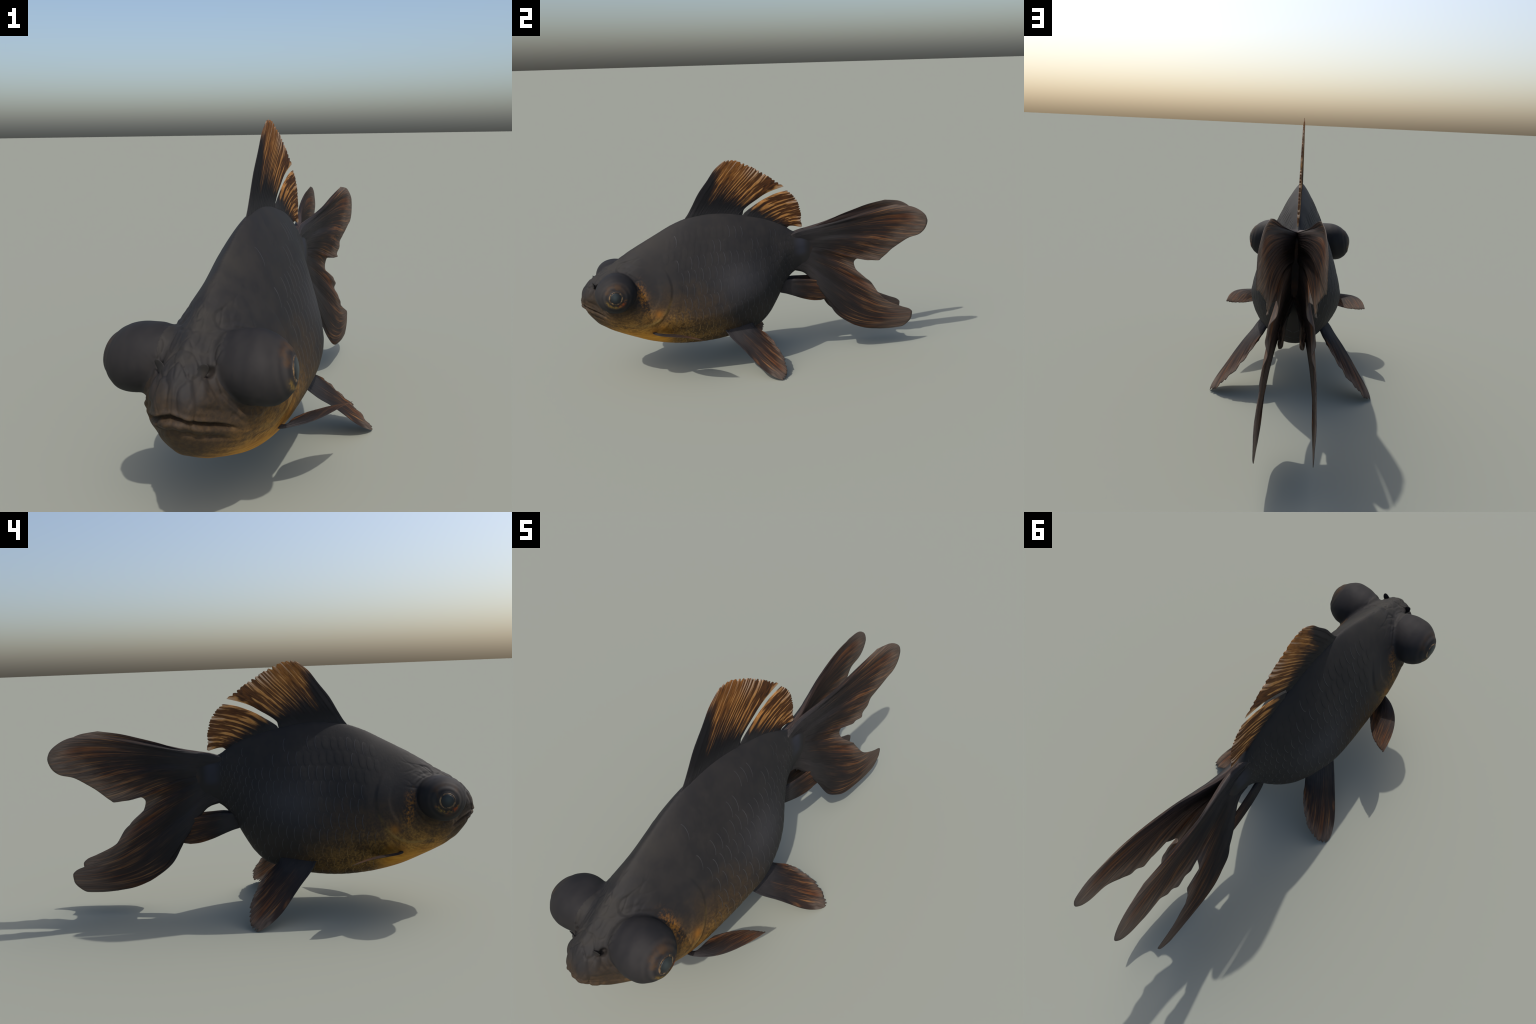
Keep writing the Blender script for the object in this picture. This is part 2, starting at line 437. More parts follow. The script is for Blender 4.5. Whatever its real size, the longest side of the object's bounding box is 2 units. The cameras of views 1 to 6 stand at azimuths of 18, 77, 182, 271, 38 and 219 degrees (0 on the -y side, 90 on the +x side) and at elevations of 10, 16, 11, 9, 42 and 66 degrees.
def glass_dark():
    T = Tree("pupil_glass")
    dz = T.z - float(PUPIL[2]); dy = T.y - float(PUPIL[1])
    spot = T.math("EXPONENT", ((dy + .004) * (dy + .004) / .00025 + (dz - .006) * (dz - .006) / .0004) * -1.0)  # reflection on the pupil, painted as a lighter spot
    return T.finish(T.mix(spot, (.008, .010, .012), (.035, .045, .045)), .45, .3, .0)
def iris_mat():
    T = Tree("iris_gold")
    n = T.noise(scale=70, detail=4)
    return T.finish(T.mix(T.ss(.42, .66, n), (.026, .018, .013), (.21, .13, .06)), .5, .3)
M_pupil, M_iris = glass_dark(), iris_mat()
NA = 40
for sx, k in ((1, 6), (-1, 7)):
    c = PUPIL * np.array([sx, 1, 1])
    u = np.array([0, 1., 0]); v = np.array([-.06 * sx, 0, 1.])
    aa = np.linspace(0, 2 * np.pi, NA, endpoint=False)
    rr = np.array([.001, .008, .016, .022, .026, .0285, .0295]); lf = .0012 + .0030 * (1 - (rr / .0298) ** 2)
    lf[-1] = -.002
    P_ = patch_on_body(c, u, v, rr, aa, lf)
    F_ = [(i * NA + j, i * NA + (j + 1) % NA, (i + 1) * NA + (j + 1) % NA, (i + 1) * NA + j) for i in range(len(rr) - 1) for j in range(NA)]
    F_.append(tuple(range(NA))[::-1])
    if sx < 0: F_ = [f_[::-1] for f_ in F_]
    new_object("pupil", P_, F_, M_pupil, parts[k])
    rr = np.array([.0275, .029, .032, .035, .037, .0375]); lf = np.array([-.002, .0006, .0012, .0009, .0003, -.002])
    P_ = patch_on_body(c, u, v, rr, aa, lf)
    F_ = [(i * NA + j, i * NA + (j + 1) % NA, (i + 1) * NA + (j + 1) % NA, (i + 1) * NA + j) for i in range(len(rr) - 1) for j in range(NA)]
    if sx < 0: F_ = [f_[::-1] for f_ in F_]
    new_object("iris", P_, F_, M_iris, parts[k])

# ------------------------------------------------------------------ nostril flaps
def flap(sx):
    base, tip = np.array([.050, -.936, .541]), np.array([.071, -.930, .579])
    up = tip - base; L = np.linalg.norm(up); up /= L
    wide = np.array([1.0, .35, 0]); wide -= up * (wide @ up); wide /= np.linalg.norm(wide)
    thin = np.cross(up, wide)
    rows, cols = 14, 20
    Vs = []
    for i in range(rows + 1):
        t = i / rows
        w = .0140 * math.sqrt(max(1e-4, 1 - (2 * t - 1.0) ** 2)) * (1.0 - .12 * t) + .0008
        th = .0042 * (1 - .5 * t) * math.sqrt(max(.02, 1 - max(0, 2 * t - 1) ** 4))
        cpt = base - up * .004 + up * (L + .002) * t + thin * .006 * math.sin(math.pi * t)
        for j in range(cols):
            a = 2 * math.pi * j / cols
            Vs.append((cpt + wide * w * math.cos(a) + thin * th * math.sin(a)) * np.array([sx, 1, 1]))
    Fs = [(i * cols + j, i * cols + (j + 1) % cols, (i + 1) * cols + (j + 1) % cols, (i + 1) * cols + j) for i in range(rows) for j in range(cols)]
    Fs += [tuple(range(cols))[::-1], tuple(range(rows * cols, (rows + 1) * cols))]
    if sx < 0: Fs = [f_[::-1] for f_ in Fs]
    o = new_object("nostril_flap", Vs, Fs, M_head, parts[0])
    bm = bmesh.new(); bm.from_mesh(o.data); bmesh.ops.recalc_face_normals(bm, faces=bm.faces); bm.to_mesh(o.data); bm.free()
flap(1); flap(-1)

# ------------------------------------------------------------------ fins
def fit_rays(grids, coords, deg=3, w0=.12):
    """polynomial of position that stays constant along every ray (streak direction) and grows across them"""
    A = np.concatenate([g_[..., coords[0]].ravel() for g_ in grids]); B = np.concatenate([g_[..., coords[1]].ravel() for g_ in grids])
    ga_ = [np.gradient(g_, axis=1) for g_ in grids]
    TA = np.concatenate([g_[..., coords[0]].ravel() for g_ in ga_]); TB = np.concatenate([g_[..., coords[1]].ravel() for g_ in ga_])
    n_ = np.maximum(np.hypot(TA, TB), 1e-9); TA, TB = TA / n_, TB / n_
    S = np.concatenate([np.repeat(((np.linspace(0, 1, g_.shape[0]) + i) / len(grids))[:, None], g_.shape[1], 1).ravel() for i, g_ in enumerate(grids)])
    a0, b0 = A.mean(), B.mean(); sc = max(np.ptp(A), np.ptp(B)) / 2
    a, b = (A - a0) / sc, (B - b0) / sc
    ij = [(i, j) for i in range(deg + 1) for j in range(deg + 1 - i)]
    M = np.stack([a**i * b**j for i, j in ij], 1)
    Da = np.stack([i * a**max(i - 1, 0) * b**j if i else 0 * a for i, j in ij], 1)
    Db = np.stack([j * a**i * b**max(j - 1, 0) if j else 0 * a for i, j in ij], 1)
    rows = np.vstack([w0 * M, TA[:, None] * Da + TB[:, None] * Db])
    c = np.linalg.lstsq(rows, np.r_[w0 * S, 0 * S], rcond=None)[0]
    q = M @ c; lo, hi = np.percentile(q, 2), np.percentile(q, 98)
    c = c / (hi - lo); c[0] -= lo / (hi - lo)
    return a0, b0, sc, ij, c

def fit_poly(A, B, S, deg=3):
    a0, b0 = A.mean(), B.mean(); sc = max(np.ptp(A), np.ptp(B)) / 2
    a, b = (A - a0).ravel() / sc, (B - b0).ravel() / sc
    ij = [(i, j) for i in range(deg + 1) for j in range(deg + 1 - i)]
    M = np.stack([a**i * b**j for i, j in ij], 1)
    c = np.linalg.lstsq(M, S.ravel(), rcond=None)[0]
    return a0, b0, sc, ij, c

def poly_node(T, a, b, fit):
    a0, b0, sc, ij, c = fit
    u, v = (a - float(a0)) * float(1 / sc), (b - float(b0)) * float(1 / sc)
    dg = max(i for i, _ in ij)
    pu, pv = [None, u], [None, v]
    for k in range(2, dg + 1): pu.append(pu[-1] * u); pv.append(pv[-1] * v)
    tot = None
    for (i, j), w in zip(ij, c):
        term = None
        for p, e in ((pu, i), (pv, j)):
            if e: term = p[e] if term is None else term * p[e]
        term = (term * float(w)) if term is not None else None
        if term is None: const = float(w)
        else: tot = term if tot is None else tot + term
    return tot + const

def ray_grid(patches, ns, nt):
    """patches: list of key-ray lists; each key ray is a list of 3D points from fin base to margin"""
    grids = []
    for keys in patches:
        R = np.stack([spline(k, nt) for k in keys])
        wgt = .65 * R[:, -1] + .35 * R[:, nt // 2]
        s = np.r_[0, np.cumsum(np.maximum(np.linalg.norm(np.diff(wgt, axis=0), axis=1), .006))]
        s /= s[-1]
        grids.append(pchip(np.linspace(0, 1, ns), s, R))
    return grids

def thicken(G, th, flip):
    """close a grid G (ns, nt, 3) into a thin solid with half thickness th (ns, nt)"""
    ns, nt = G.shape[:2]
    ds = np.gradient(G, axis=0); dt = np.gradient(G, axis=1)
    N = np.cross(ds, dt); N /= np.maximum(np.linalg.norm(N, axis=-1, keepdims=True), 1e-9)
    for _ in range(3):
        Np = np.pad(N, ((1, 1), (1, 1), (0, 0)), "edge")
        N = (Np[2:, 1:-1] + Np[:-2, 1:-1] + Np[1:-1, 2:] + Np[1:-1, :-2] + 2 * N)
        N /= np.maximum(np.linalg.norm(N, axis=-1, keepdims=True), 1e-9)
    Aa, Bb = G + N * th[..., None], G - N * th[..., None]
    n = ns * nt
    id_ = np.arange(n).reshape(ns, nt)
    q = np.stack([id_[:-1, :-1], id_[1:, :-1], id_[1:, 1:], id_[:-1, 1:]], -1).reshape(-1, 4)
    faces = [q, q[:, ::-1] + n]
    loop = np.r_[id_[:-1, 0], id_[-1, :-1], id_[:0:-1, -1], id_[0, :0:-1]]
    nx_ = np.roll(loop, -1)
    faces.append(np.stack([nx_, loop, loop + n, nx_ + n], 1))
    F_ = np.vstack(faces)
    return np.vstack([Aa.reshape(-1, 3), Bb.reshape(-1, 3)]), F_, N

def build_fin(name, patches, mat_fn, coords, ns=120, nt=50, nray=20, th0=.0055, th1=.0022, scallop=0.0, wave=0.0, wave_n=5, wave_win=(-1, 2),
              ray_r=.0026, sides=(1,), ray_end=.93, deg=3, ray_mat=None, split=(), root=0.0):
    grids = ray_grid(patches, ns, nt)
    tot = sum(np.linalg.norm(np.diff(g_[:, -1], axis=0), axis=1).sum() for g_ in grids)
    for g_i, G in enumerate(grids):
        s = np.linspace(0, 1, ns); t = np.linspace(0, 1, nt)
        if scallop:
            kk = max(3, round(nray / len(grids)))
            ph = np.abs(np.sin(np.pi * kk * s + .6 * np.sin(9 * s + g_i)))
            tm = 1 - scallop * (1 - ph) * (.6 + .4 * np.sin(23 * s + 1.3 * g_i))
            for i in range(ns):
                q_ = t * tm[i]
                G[i] = np.stack([np.interp(q_, t, G[i][:, k].copy()) for k in range(3)], 1)
        if wave:
            dn = np.cross(np.gradient(G, axis=0), np.gradient(G, axis=1)); dn /= np.maximum(np.linalg.norm(dn, axis=-1, keepdims=True), 1e-9)
            av = dn.mean((0, 1)); av /= np.linalg.norm(av)
            w_ = wave * np.sin(2 * np.pi * wave_n * s + 1.0)[:, None] * (t ** 2.2)[None] + .35 * wave * np.sin(2 * np.pi * wave_n * 2.3 * s)[:, None] * (t ** 4)[None]
            w_ *= (sstep(wave_win[0], wave_win[0] + .08, s) * sstep(wave_win[1], wave_win[1] - .08, s))[:, None]
            G += av * w_[..., None]
    # ray coordinates expressed as polynomials of position, for the material (one set per lobe)
    cuts = [int(round(q_ * ns)) for q_ in (0, *split, 1)]
    mats = []
    for c0, c1 in zip(cuts, cuts[1:]):
        part = [g_[c0:c1] for g_ in grids]
        A = np.concatenate([g_[..., coords[0]] for g_ in part]); B = np.concatenate([g_[..., coords[1]] for g_ in part])
        TT = np.concatenate([np.repeat(np.linspace(0, 1, nt)[None], c1 - c0, 0) for _ in part])
        if len(grids) == 1: mats.append(mat_fn(fit_rays(part, coords, deg), fit_poly(A, B, TT, deg), coords))
    if len(grids) > 1:
        tt_ = np.repeat(np.linspace(0, 1, nt)[None], ns, 0)
        mats = [mat_fn(fit_rays([g_], coords, 5 if i == 0 else 3, .3), fit_poly(g_[..., coords[0]], g_[..., coords[1]], tt_, 4), coords, i) for i, g_ in enumerate(grids)]
    mat = mats[0]
    objs = []
    for sx in sides:
        VV, FF, nb = [], [], 0
        rays = []
        for G in grids:
            s = np.linspace(0, 1, ns)[:, None]; t = np.linspace(0, 1, nt)[None]
            th = (th0 + (th1 - th0) * t ** .8) if not root else th1 + (root - th1) * (1 - t) ** 3 + 0 * s
            th = th * np.clip(np.minimum(np.minimum(s, 1 - s) * 11 + .16, (1 - t) * 10 + .30), 0, 1)
            Gm = G * np.array([sx, 1, 1])
            v_, f_, N = thicken(Gm, th, sx < 0)
            if sx < 0: f_ = f_[:, ::-1]
            VV.append(v_); FF.append(f_ + nb); nb += len(v_)
            nr = max(3, round(nray / len(grids)))
            for r_ in range(nr):
                i = int(round((r_ + .5) / nr * (ns - 1)))
                rays.append((Gm[i], th[i], N[i], (mats[sum(i >= c_ for c_ in cuts[1:-1])] if len(grids) == 1 else mats[len(VV) - 1]) if not ray_mat else ray_mat(mat, len(VV) - 1)))
        o = new_object(name, np.vstack(VV), np.vstack(FF), mat, fish)
        objs.append(o)
        if len(mats) > 1:
            for m_ in mats[1:]: o.data.materials.append(m_)
            if len(grids) > 1:
                o.data.polygons.foreach_set("material_index", np.concatenate([np.full(len(f_), i) for i, f_ in enumerate(FF)]))
                col_ = []
            else: col_ = np.concatenate([np.repeat(np.arange(ns - 1), nt - 1)] * 2)
            mi_ = np.zeros(len(o.data.polygons), int); mi_[:len(col_)] = sum((col_ >= c_).astype(int) for c_ in cuts[1:-1]) if len(col_) else 0
            if len(col_): o.data.polygons.foreach_set("material_index", mi_)
        for C, thc, Nc, rm_ in rays:                     # fin rays: flattened tapering spines
            m = int(nt * ray_end); ks = np.linspace(2, m - 1, 26).astype(int)
            cs, vs, fs = 8, [], []
            for a_, kq in enumerate(ks):
                fr = a_ / (len(ks) - 1)
                tg = C[min(kq + 1, nt - 1)] - C[kq - 1]; tg = tg / max(np.linalg.norm(tg), 1e-9)
                wd = np.cross(Nc[kq], tg); wd /= max(np.linalg.norm(wd), 1e-9)
                rw = ray_r * (1 - .75 * fr); rh = thc[kq] + .0011 * (1 - fr * .85) - (.0006 if fr == 1 else 0)
                for j in range(cs):
                    an = 2 * math.pi * j / cs
                    vs.append(C[kq] + wd * rw * math.cos(an) + Nc[kq] * rh * math.sin(an))
            for a_ in range(len(ks) - 1):
                for j in range(cs):
                    fs.append((a_ * cs + j, a_ * cs + (j + 1) % cs, (a_ + 1) * cs + (j + 1) % cs, (a_ + 1) * cs + j))
            fs += [tuple(range(cs))[::-1], tuple(range((len(ks) - 1) * cs, len(ks) * cs))]
            new_object("fin_ray", vs, fs, rm_, o)
    return objs, grids

def coord_nodes(T, coords):
    c = [T.x.abs(), T.y, T.z]
    return c[coords[0]], c[coords[1]]

def dorsal_mat(fs, ft, coords, patch=0):
    T = Tree("dorsal_fin_skin"); front = patch == 0
    a, b = coord_nodes(T, coords)
    s, t = poly_node(T, a, b, fs), poly_node(T, a, b, ft)
    wig = T.noise(T.vec(s * 9, t * 1.6, 0.0), scale=1.0, detail=2)
    fine = T.noise(T.vec(s * 130, t * 9, 3.0), scale=1.0, detail=3)
    blot = T.noise(T.vec(s * 7, t * 4, 7.0), scale=1.0, detail=3)
    band = T.noise(T.vec(s * (36 if front else 20), t * 1.6, 11.0), scale=1.0, detail=2)
    stripe = ((s * float(2 * math.pi * (15 if front else 8)) + (wig - .5) * 11).sin() * .5 + .5) * .42 + T.ss(.30, .70, band) * .58
    lead = T.ss(.13, .0, s) if front else 0.0
    tt = t + (blot - .5) * .40 - lead * .30 + ((T.ss(.35, .9, s) * .10 - .10) if front else .08)
    rust = T.mix(T.ss(.35, .65, fine), (.050, .021, .010), (.150, .052, .013))
    col = T.mix(T.ss(.28, .68, tt + (fine - .5) * .25), (.0135, .0125, .0140), rust)
    if front:                                    # orange bloom near the leading corner
        bloom = T.ss(.45, .75, tt) * T.ss(.62, .25, s) * T.ss(.25, .60, blot * .5 + fine * .5)
        col = T.mix(bloom * .75, col, T.mix(T.ss(.3, .7, fine), (.26, .075, .013), (.46, .195, .038)))
    gold = T.mix(T.ss(.3, .7, fine), (.47, .180, .032), (.72, .37, .115))
    streak = T.ss(.50, .74, stripe + (fine - .5) * .40 + (blot - .5) * .35 - (T.ss(.55, .2, s) * .12 if front else 0.0)) * T.ss(.36, .66, tt + (stripe - .5) * .25)
    col = T.mix((streak * .95).clamp(), col, gold)
    col = T.mix(T.ss(.74, 1.0, t + (wig - .5) * .35) * T.ss(.58, .82, stripe) * .75, col, (.56, .45, .36))
    col = T.mix(T.ss(.26, .10, t), col, DARK)
    T.bump(fine + stripe, .25, .003)
    T.let_light_through(col, T.ss(.12, .40, t) * .45)
    return T.finish(col, .6, .22)

def fin_mat(nm, warm=1.0, pale=.5, start=.3, inner=False):
    def make(fs, ft, coords):
        T = Tree(nm)
        a, b = coord_nodes(T, coords)
        s, t = poly_node(T, a, b, fs), poly_node(T, a, b, ft)
        stripe = T.noise(T.vec(s * 46, t * 2.0, 0.0), scale=1.0, detail=3, rough=.6)
        fine = T.noise(T.vec(s * 170, t * 8, 3.0), scale=1.0, detail=3)
        blot = T.noise(T.vec(s * 6, t * 4, 7.0), scale=1.0, detail=3)
        base = T.mix(T.ss(.35, .65, fine), (.0170, .0155, .0165), (.028, .0240, .0235))
        lit = T.ss(start, 1.0, t + (blot - .5) * .6)
        streak = T.ss(.50, .64, stripe + (fine - .5) * .2) * lit
        col = T.mix(lit * .8, base, (.054, .031, .022))
        col = T.mix((streak * warm).clamp(), col, T.mix(T.ss(.4, .6, blot), (.27, .085, .022), (.38, .175, .060)))
        if inner:  # inward faces tinted brighter, so the light between the sheets is in the colour
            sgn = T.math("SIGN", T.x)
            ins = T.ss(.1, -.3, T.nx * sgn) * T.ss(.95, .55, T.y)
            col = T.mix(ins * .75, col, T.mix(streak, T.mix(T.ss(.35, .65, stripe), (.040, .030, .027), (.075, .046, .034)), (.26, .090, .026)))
        edge = T.ss(.74, 1.0, t + (blot - .5) * .25 + (fine - .5) * .1)
        col = T.mix(edge * pale, col, T.mix(T.ss(.35, .65, fine), (.14, .105, .080), (.31, .25, .20)))
        T.bump(fine + stripe, .25, .003)
        T.let_light_through(col, T.ss(.15, .50, t) * .42)
        return T.finish(col, .6, .22)
    return make

P0 = lambda pts: [(0.0, a, b) for a, b in pts]
dorsal_front = [
    P0([(-.425, .845), (-.407, .876), (-.391, .897), (-.365, .941), (-.327, 1.008), (-.276, 1.074), (-.238, 1.126), (-.206, 1.155), (-.177, 1.177)]),
    P0([(-.40, .84), (-.30, .99), (-.215, 1.11), (-.151, 1.182)]),
    P0([(-.37, .84), (-.275, .985), (-.18, 1.11), (-.121, 1.179)]),
    P0([(-.33, .84), (-.23, .975), (-.135, 1.09), (-.071, 1.160)]),
    P0([(-.29, .84), (-.19, .965), (-.095, 1.07), (-.031, 1.141)]),
    P0([(-.24, .84), (-.14, .95), (-.045, 1.04), (.026, 1.108)]),
    P0([(-.19, .84), (-.10, .935), (-.005, 1.01), (.074, 1.076)]),
    P0([(-.15, .84), (-.075, .92), (.02, .99), (.111, 1.049)]),
    P0([(-.092, .84), (-.082, .880), (-.076, .899), (-.047, .923), (-.001, .951), (.044, .978), (.097, .998), (.160, 1.015)])]
dorsal_rear = [
    P0([(-.082, .84), (-.081, .872), (-.059, .892), (-.023, .915), (.022, .942), (.078, .967), (.124, .982), (.177, .991)]),
    P0([(-.06, .83), (.01, .90), (.11, .945), (.211, .960)]),
    P0([(-.03, .82), (.04, .88), (.13, .917), (.231, .933)]),
    P0([(.00, .81), (.07, .86), (.15, .890), (.244, .904)]),
    P0([(.03, .80), (.10, .84), (.17, .862), (.253, .870)]),
    P0([(.07, .79), (.13, .82), (.19, .833), (.257, .837)]),
    P0([(.10, .78), (.15, .80), (.20, .808), (.256, .812)]),
    P0([(.13, .765), (.165, .788), (.21, .790), (.261, .777)]),
    P0([(.15, .755), (.178, .780), (.193, .784), (.220, .780), (.254, .770)])]

build_fin("dorsal_fin", [dorsal_front, dorsal_rear], dorsal_mat, (1, 2), ns=110, nt=50, nray=34, th0=.0062, th1=.0036,
          scallop=.04, ray_r=.0026, ray_end=.97, deg=4)

# tail: each side is one sheet with an upper and a lower lobe (y, z) -> x
tail = [
    [(.008, .19, .742), (.014, .30, .756), (.033, .41, .784), (.048, .50, .811), (.059, .60, .838), (.069, .69, .860), (.075, .80, .877)],
    [(.008, .19, .737), (.024, .30, .757), (.058, .52, .806), (.080, .72, .852), (.086, .892, .863)],
    [(.008, .19, .732), (.026, .30, .750), (.052, .52, .794), (.084, .74, .830), (.092, .955, .833)],
    [(.008, .19, .727), (.027, .30, .742), (.052, .52, .780), (.080, .76, .800), (.096, .990, .797)],
    [(.008, .19, .722), (.028, .30, .735), (.052, .52, .767), (.080, .76, .780), (.096, .999, .767)],
    [(.008, .19, .715), (.028, .30, .727), (.053, .52, .752), (.078, .74, .755), (.097, .985, .725)],
    [(.008, .19, .708), (.028, .30, .718), (.053, .52, .736), (.076, .72, .730), (.097, .945, .692)],
    [(.008, .19, .700), (.028, .30, .708), (.051, .50, .718), (.073, .68, .706), (.096, .887, .678)],
    [(.008, .19, .690), (.027, .30, .695), (.060, .48, .695), (.080, .64, .672), (.084, .820, .637)],
    [(.008, .19, .678), (.027, .30, .680), (.056, .46, .672), (.072, .60, .640), (.070, .762, .592)],
    [(.008, .19, .668), (.026, .30, .668), (.054, .44, .654), (.070, .57, .615), (.080, .722, .560)],
    [(.008, .19, .660), (.026, .30, .658), (.052, .43, .640), (.066, .56, .598), (.087, .704, .551)],
    [(.008, .19, .655), (.026, .30, .652), (.050, .42, .630), (.060, .53, .590), (.076, .640, .557)],
    [(.008, .19, .652), (.025, .29, .648), (.046, .39, .625), (.052, .48, .595), (.055, .580, .566)],
    [(.008, .19, .648), (.025, .28, .642), (.044, .37, .618), (.050, .46, .583), (.053, .560, .545)],
    [(.008, .19, .642), (.025, .28, .632), (.044, .37, .602), (.052, .46, .560), (.062, .568, .508)],
    [(.008, .19, .632), (.025, .28, .617), (.046, .37, .580), (.060, .48, .525), (.076, .612, .462)],
    [(.008, .19, .622), (.025, .28, .600), (.048, .37, .555), (.066, .50, .485), (.082, .660, .418)],
    [(.008, .19, .612), (.025, .28, .583), (.050, .37, .528), (.072, .52, .440), (.086, .700, .357)],
    [(.008, .19, .602), (.025, .28, .568), (.052, .38, .497), (.078, .55, .390), (.090, .752, .302)],
    [(.008, .19, .592), (.025, .28, .553), (.053, .38, .470), (.082, .58, .340), (.096, .860, .247)],
    [(.008, .19, .582), (.025, .28, .540), (.060, .38, .447), (.090, .60, .300), (.094, .905, .228)],
    [(.008, .19, .572), (.024, .28, .528), (.065, .39, .418), (.094, .60, .255), (.092, .924, .205)],
    [(.008, .19, .562), (.024, .28, .518), (.067, .39, .395), (.095, .60, .215), (.092, .920, .172)],
    [(.008, .19, .552), (.023, .28, .508), (.069, .39, .375), (.095, .58, .185), (.092, .893, .138)],
    [(.008, .19, .542), (.022, .285, .498), (.070, .39, .358), (.094, .56, .175), (.092, .855, .118)],
    [(.008, .19, .532), (.020, .285, .492), (.070, .39, .347), (.091, .545, .172), (.092, .790, .116)],
    [(.008, .19, .522), (.016, .285, .490), (.044, .335, .435), (.068, .389, .337), (.086, .444, .243), (.087, .537, .174), (.088, .623, .136), (.090, .714, .120)]]
# the two sheets lie close together at the root and part further back
tail = [[(x_ - .014 * float(np.interp(y_, [.19, .30, .38, .50], [.3, 1, .75, 0])), y_, z_) for x_, y_, z_ in k_] for k_ in tail]
_R = np.stack([spline(k_, 70) for k_ in tail])
_w = .65 * _R[:, -1] + .35 * _R[:, 35]
_s = np.r_[0, np.cumsum(np.maximum(np.linalg.norm(np.diff(_w, axis=0), axis=1), .006))]
SPLIT = float(_s[14] / _s[-1])                     # the notch between the upper and the lower lobe
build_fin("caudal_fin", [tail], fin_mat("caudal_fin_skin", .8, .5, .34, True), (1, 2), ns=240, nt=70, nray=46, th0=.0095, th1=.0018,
          wave=.008, wave_n=9, wave_win=(.28, .72), split=(SPLIT,), root=.022, sides=(1, -1), ray_r=.0022, deg=3)

pelvic = [
    [(.125, -.255, .285), (.165, -.232, .245), (.192, -.205, .210), (.229, -.163, .170), (.265, -.122, .125), (.300, -.080, .078), (.327, -.040, .045), (.347, .005, .018), (.354, .044, .001)],
    [(.125, -.235, .280), (.185, -.175, .208), (.252, -.085, .128), (.310, -.010, .055), (.346, .056, .005)],
    [(.125, -.210, .280), (.185, -.150, .212), (.245, -.068, .140), (.300, .005, .065), (.330, .067, .012)],
    [(.124, -.190, .280), (.180, -.130, .218), (.232, -.055, .152), (.282, .015, .080), (.311, .076, .030)],
    [(.123, -.170, .280), (.172, -.115, .224), (.220, -.045, .163), (.262, .020, .098), (.292, .078, .054)],
    [(.122, -.150, .280), (.165, -.100, .230), (.205, -.038, .175), (.245, .022, .117), (.268, .076, .077)],
    [(.120, -.130, .280), (.157, -.088, .235), (.192, -.032, .186), (.224, .022, .134), (.243, .068, .102)],
    [(.118, -.115, .280), (.148, -.078, .239), (.178, -.030, .198), (.203, .015, .155), (.217, .051, .134)],
    [(.116, -.100, .280), (.140, -.070, .242), (.162, -.030, .210), (.182, .005, .180), (.194, .033, .163)],
    [(.114, -.090, .280), (.134, -.064, .244), (.150, -.035, .222), (.164, -.010, .205), (.172, .010, .195)],
    [(.112, -.085, .280), (.126, -.064, .250), (.136, -.050, .240), (.144, -.037, .229), (.149, -.024, .215)]]
build_fin("pelvic_fin", [pelvic], fin_mat("pelvic_fin_skin", .9, .45, .25), (0, 1), ns=90, nt=44, nray=18, th0=.0062, th1=.0026,
          scallop=.045, wave=.003, wave_n=6, sides=(1, -1), ray_r=.0022)

pectoral = [
    [(.150, -.640, .290), (.180, -.636, .291), (.225, -.614, .297), (.265, -.580, .303), (.295, -.540, .308), (.317, -.494, .309), (.333, -.440, .303), (.341, -.378, .287)],
    [(.150, -.637, .291), (.182, -.628, .292), (.230, -.585, .298), (.275, -.520, .304), (.310, -.450, .298), (.329, -.383, .283)],
    [(.150, -.634, .292), (.182, -.624, .292), (.218, -.578, .295), (.255, -.510, .298), (.285, -.450, .292), (.308, -.392, .279)],
    [(.150, -.631, .292), (.182, -.621, .291), (.207, -.572, .290), (.232, -.510, .290), (.258, -.455, .284), (.279, -.406, .276)],
    [(.150, -.629, .292), (.181, -.618, .290), (.197, -.570, .285), (.213, -.520, .282), (.232, -.470, .277), (.248, -.428, .273)],
    [(.150, -.627, .292), (.181, -.615, .289), (.188, -.575, .281), (.195, -.540, .277), (.204, -.500, .273), (.214, -.463, .272)],
    [(.150, -.625, .292), (.180, -.612, .288), (.181, -.590, .282), (.179, -.565, .277), (.178, -.535, .272), (.182, -.505, .269)]]
build_fin("pectoral_fin", [pectoral], fin_mat("pectoral_fin_skin", .9, .12, .3), (0, 1), ns=70, nt=40, nray=12, th0=.0042, th1=.0022,
          scallop=.025, sides=(1, -1), ray_r=.0020)

anal = [
    [(.018, .125, .470), (.026, .165, .470), (.032, .200, .472), (.036, .250, .468), (.040, .310, .462), (.044, .370, .448)],
    [(.018, .122, .455), (.027, .165, .455), (.036, .250, .446), (.042, .330, .435), (.046, .405, .425)],
    [(.018, .120, .440), (.028, .165, .437), (.037, .250, .423), (.044, .340, .408), (.047, .428, .398)],
    [(.018, .118, .425), (.028, .160, .420), (.037, .250, .400), (.043, .340, .385), (.046, .438, .372)],
    [(.018, .115, .412), (.028, .155, .405), (.036, .240, .382), (.041, .330, .362), (.044, .430, .348)],
    [(.018, .112, .402), (.027, .150, .394), (.034, .220, .368), (.038, .300, .345), (.041, .400, .333)],
    [(.018, .108, .395), (.026, .148, .387), (.032, .200, .367), (.035, .250, .347), (.037, .310, .330), (.038, .360, .326)]]
build_fin("anal_fin", [anal], fin_mat("anal_fin_skin", .8, .15, .25), (1, 2), ns=60, nt=40, nray=10, th0=.0095, th1=.0060,
          wave=.003, wave_n=3, sides=(1, -1), ray_r=.0022)

